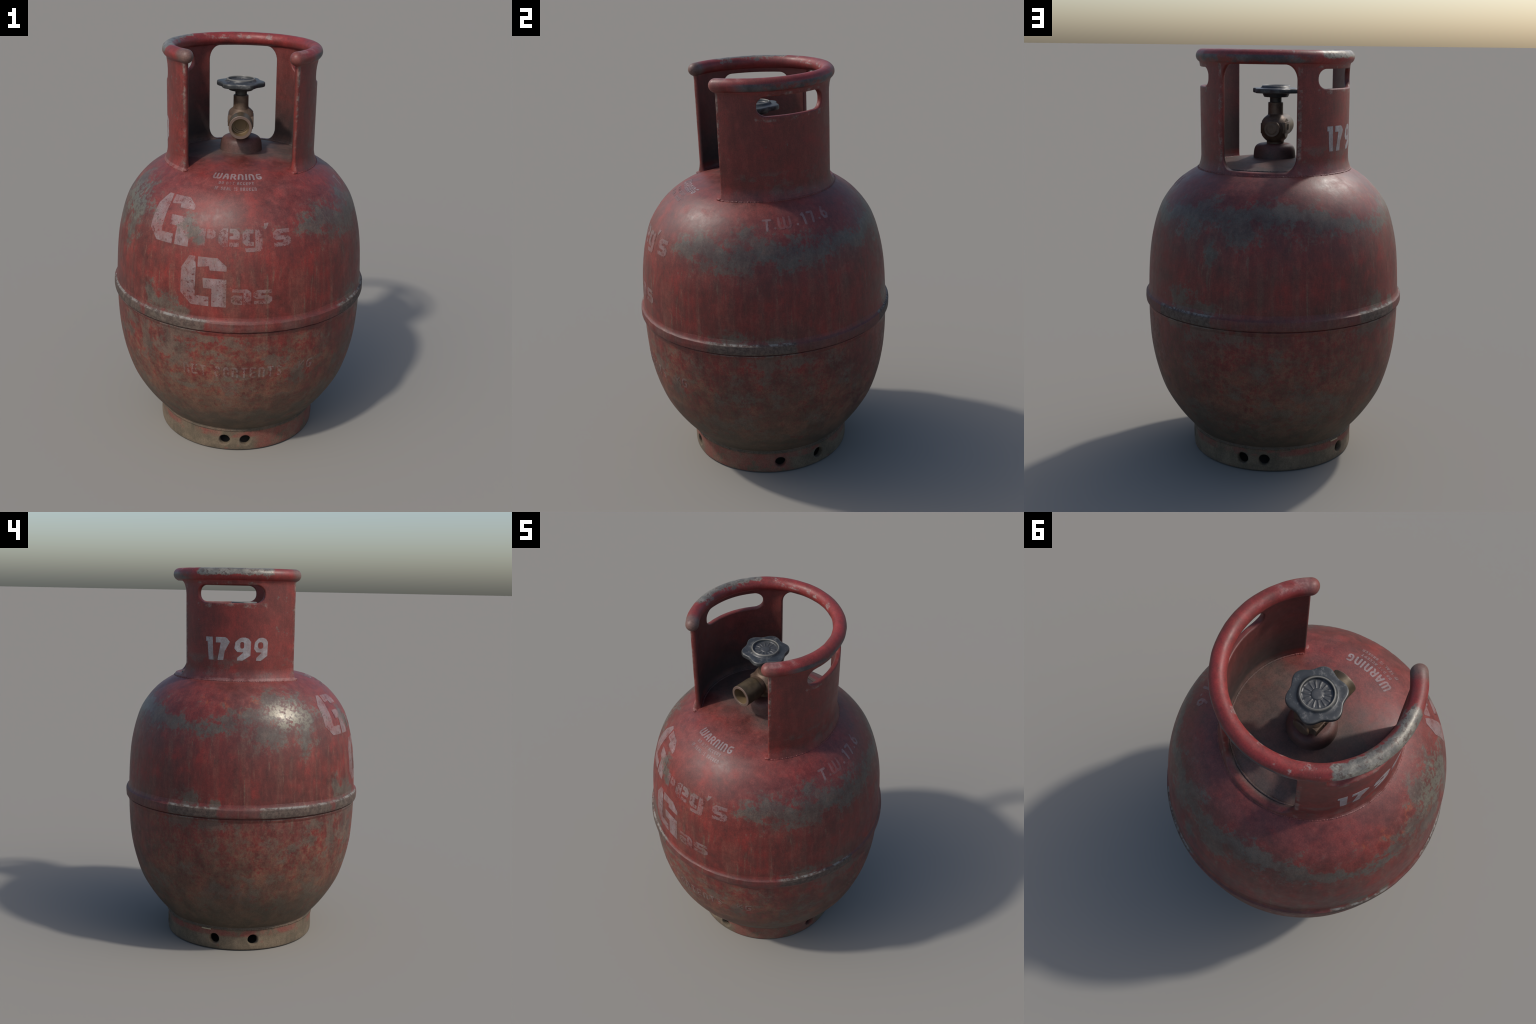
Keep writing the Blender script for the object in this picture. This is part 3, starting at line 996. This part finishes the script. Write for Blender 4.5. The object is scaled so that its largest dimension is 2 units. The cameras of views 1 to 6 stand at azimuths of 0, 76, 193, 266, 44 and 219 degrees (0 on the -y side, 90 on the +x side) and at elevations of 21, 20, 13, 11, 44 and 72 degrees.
def inside_polygon(x, y, poly):
    """Signed distance to a polygon, positive inside."""
    p = np.array(poly, float)
    d = np.full(x.shape, 1e9)
    ins = np.zeros(x.shape, bool)
    for (ax, ay), (bx, by) in zip(p, np.roll(p, -1, 0)):
        ex, ey = bx - ax, by - ay
        t = np.clip(((x - ax) * ex + (y - ay) * ey) / max(ex * ex + ey * ey, 1e-12), 0, 1)
        d = np.minimum(d, np.hypot(x - ax - t * ex, y - ay - t * ey))
        cond = (ay > y) != (by > y)
        with np.errstate(divide="ignore", invalid="ignore"):
            xi = ax + (y - ay) * ex / (ey if abs(ey) > 1e-12 else 1e-12)
        ins ^= cond & (x < xi)
    return np.where(ins, d, -d)


def stroke_distance(x, y, pts, w):
    d = np.full(x.shape, 1e9)
    for (ax, ay), (bx, by) in zip(pts[:-1], pts[1:]):
        ex, ey = bx - ax, by - ay
        t = np.clip(((x - ax) * ex + (y - ay) * ey) / max(ex * ex + ey * ey, 1e-12), 0, 1)
        d = np.minimum(d, np.hypot(x - ax - t * ex, y - ay - t * ey))
    return w - d


def letter(name, glyph, az0, az1, s0, s1, surface, material, parent, cell=.0022, lean=0.0, hole=None, lift=.0007, stroke=None):
    """One painted letter: glyph box mapped to azimuth (degrees) x arc length on `surface`."""
    rm = surface((s0 + s1) / 2, 0)[0]
    w, h = RAD(az1 - az0) * rm, s1 - s0
    pad = .4 if any(q[0] == "P" and min(p[1] for p in q[1]) < 0 for q in glyph) else .12
    px = .15
    u = np.arange(-px * w, (1 + px) * w + cell, cell)
    v = np.arange(-pad * h, 1.12 * h + cell, cell)
    X, Y = np.meshgrid(u, v)
    F = np.full(X.shape, -1e9)
    for q in glyph:
        if q[0] == "P":
            F = np.maximum(F, inside_polygon(X, Y, [(a * w, b * h) for a, b in q[1]]))
        else:
            sw = (stroke or q[1]) * h / 2
            inset = sw
            F = np.maximum(F, stroke_distance(X, Y, [(inset + a * (w - 2 * inset), b * h * .94 + .03 * h) for a, b in q[2]], sw))
    if hole:
        hx, hy, hw, hh = hole
        F = np.minimum(F, sdf_box(X, Y, (hx - hw) * w, (hx + hw) * w, (hy - hh) * h, (hy + hh) * h, hw * w * .95))
    pts, val, faces = clip_grid(X, Y, F)
    if not len(pts):
        return None
    n = len(pts)
    verts = []
    for layer in (lift, -.0012):
        for (a, b) in pts:
            ang = RAD(az0) + (a + lean * b) / rm
            r, z = surface(s0 + b, ang)
            # outward normal of the surface in the (r, z) plane
            r2, z2 = surface(s0 + b + .002, ang)
            r1, z1 = surface(s0 + b - .002, ang)
            tr, tz = r2 - r1, z2 - z1
            L = math.hypot(tr, tz)
            nr, nz = tz / L, -tr / L
            rr, zz = r + nr * layer, z + nz * layer
            verts.append((rr * math.sin(ang), -rr * math.cos(ang), zz))
    allf = [list(q) for q in faces]
    seen = set()
    for q in faces:
        for a, b in zip(q, q[1:] + q[:1]):
            seen.add((a, b))
    for (a, b) in seen:
        if (b, a) not in seen:
            allf.append([b, a, a + n, b + n])
    used = sorted({i for q in allf for i in q})
    remap = {o: i for i, o in enumerate(used)}
    ob = make_object(name, [verts[i] for i in used], [[remap[i] for i in q] for q in allf], material, parent, sharp_angle=40)
    return ob


tank_surface = lambda s, a: undulate(*at_arc(s), a)
collar_surface = lambda s, a: (.3612 - .0015 * min(max((1.75 - s) / .25, 0), 1) + collar_dent(s, a % (2 * math.pi)), s)
A = arc_of_z

# big trade lettering on the front
letter("letter", STENCIL["G"], -45.0, -22.6, A(1.163), A(1.360), tank_surface, white_bold, tank)
for ch, a0, a1, z0, z1 in (("r", -18.2, -10.0, 1.178, 1.250), ("e", -8.6, .9, 1.180, 1.258), ("g", 2.2, 11.2, 1.186, 1.256), ("'", 12.4, 15.2, 1.244, 1.280), ("s", 16.2, 24.6, 1.178, 1.252)):
    letter("letter", STENCIL[ch], a0, a1, A(z0), A(z1), tank_surface, white_faded, tank)
letter("letter", STENCIL["G"], -24.7, -4.4, A(.900), A(1.128), tank_surface, white_bold, tank)
for ch, a0, a1, z0, z1 in (("a", -2.3, 6.2, .916, .990), ("s", 7.1, 15.2, .918, .985)):
    letter("letter", STENCIL[ch], a0, a1, A(z0), A(z1), tank_surface, white_faded, tank)


def text_line(text, a0, a1, z0, z1, material, widths=None, gap=.24, cell=.0016, stroke=None, narrow=()):
    wid = [(.55 if c == " " else .35 if c in ".I" else 1.5 if c in "WM" else 1.0) for c in text]
    total = sum(wid) + gap * (len(text) - 1)
    unit = (a1 - a0) / total
    x = a0
    for c, w in zip(text, wid):
        if c != " ":
            letter("letter", STROKES[c], x, x + w * unit, A(z0), A(z1), tank_surface, material, tank, cell=cell, stroke=stroke)
        x += (w + gap) * unit


white_notice = paint_material("small_white_notice", 1.0, .42, over=.25)
white_notice_faint = paint_material("small_faded_notice", .62, .46, over=.25)
text_line("WARNING", -19.6, 16.6, 1.4335, 1.4468, white_notice, gap=.24, cell=.0012, stroke=.205)
text_line("DO NOT ACCEPT", -13.6, 9.8, 1.4172, 1.4252, white_notice_faint, gap=.25, cell=.001, stroke=.24)
text_line("IF SEAL IS BROKEN", -15.0, 11.0, 1.3985, 1.4085, white_notice_faint, gap=.25, cell=.001, stroke=.22)
text_line("NET CONTENTS", -23.8, 21.0, .535, .590, white_faint, gap=.32, cell=.002, stroke=.17)
text_line("KG", 29.0, 36.5, .542, .590, white_notice_faint, gap=.3, cell=.002, stroke=.17)

white_tare = paint_material("hand_painted_tare_weight", .62, .46)
white_tare_faint = paint_material("rubbed_tare_weight", .34, .50)
for ch, a0, a1 in (("T", 76.4, 81.8), (".", 82.4, 84.4), ("W", 85.0, 92.6), (".", 94.8, 97.0), ("1", 98.6, 102.4), ("7", 103.0, 107.6), (".", 108.8, 111.0), ("6", 111.6, 116.6)):
    letter("letter", STROKES[ch], a0, a1, A(1.336 + .00042 * (a0 - 76)), A(1.377 + .00042 * (a0 - 76)), tank_surface, white_tare if a0 > 90 or ch == "T" else white_tare_faint, tank, cell=.0016, stroke=.19)

# stencilled number on the left of the collar
for ch, a0, a1, hole in (("1", -124.8, -118.0, None), ("7", -115.8, -104.0, None), ("9", -100.2, -86.8, (.47, .665, .12, .145)), ("9", -84.4, -72.9, (.47, .665, .19, .145))):
    letter("numeral", NUMERALS[ch], a0, a1, 1.539, 1.655, collar_surface, white_crisp, collar, cell=.0018, hole=hole)
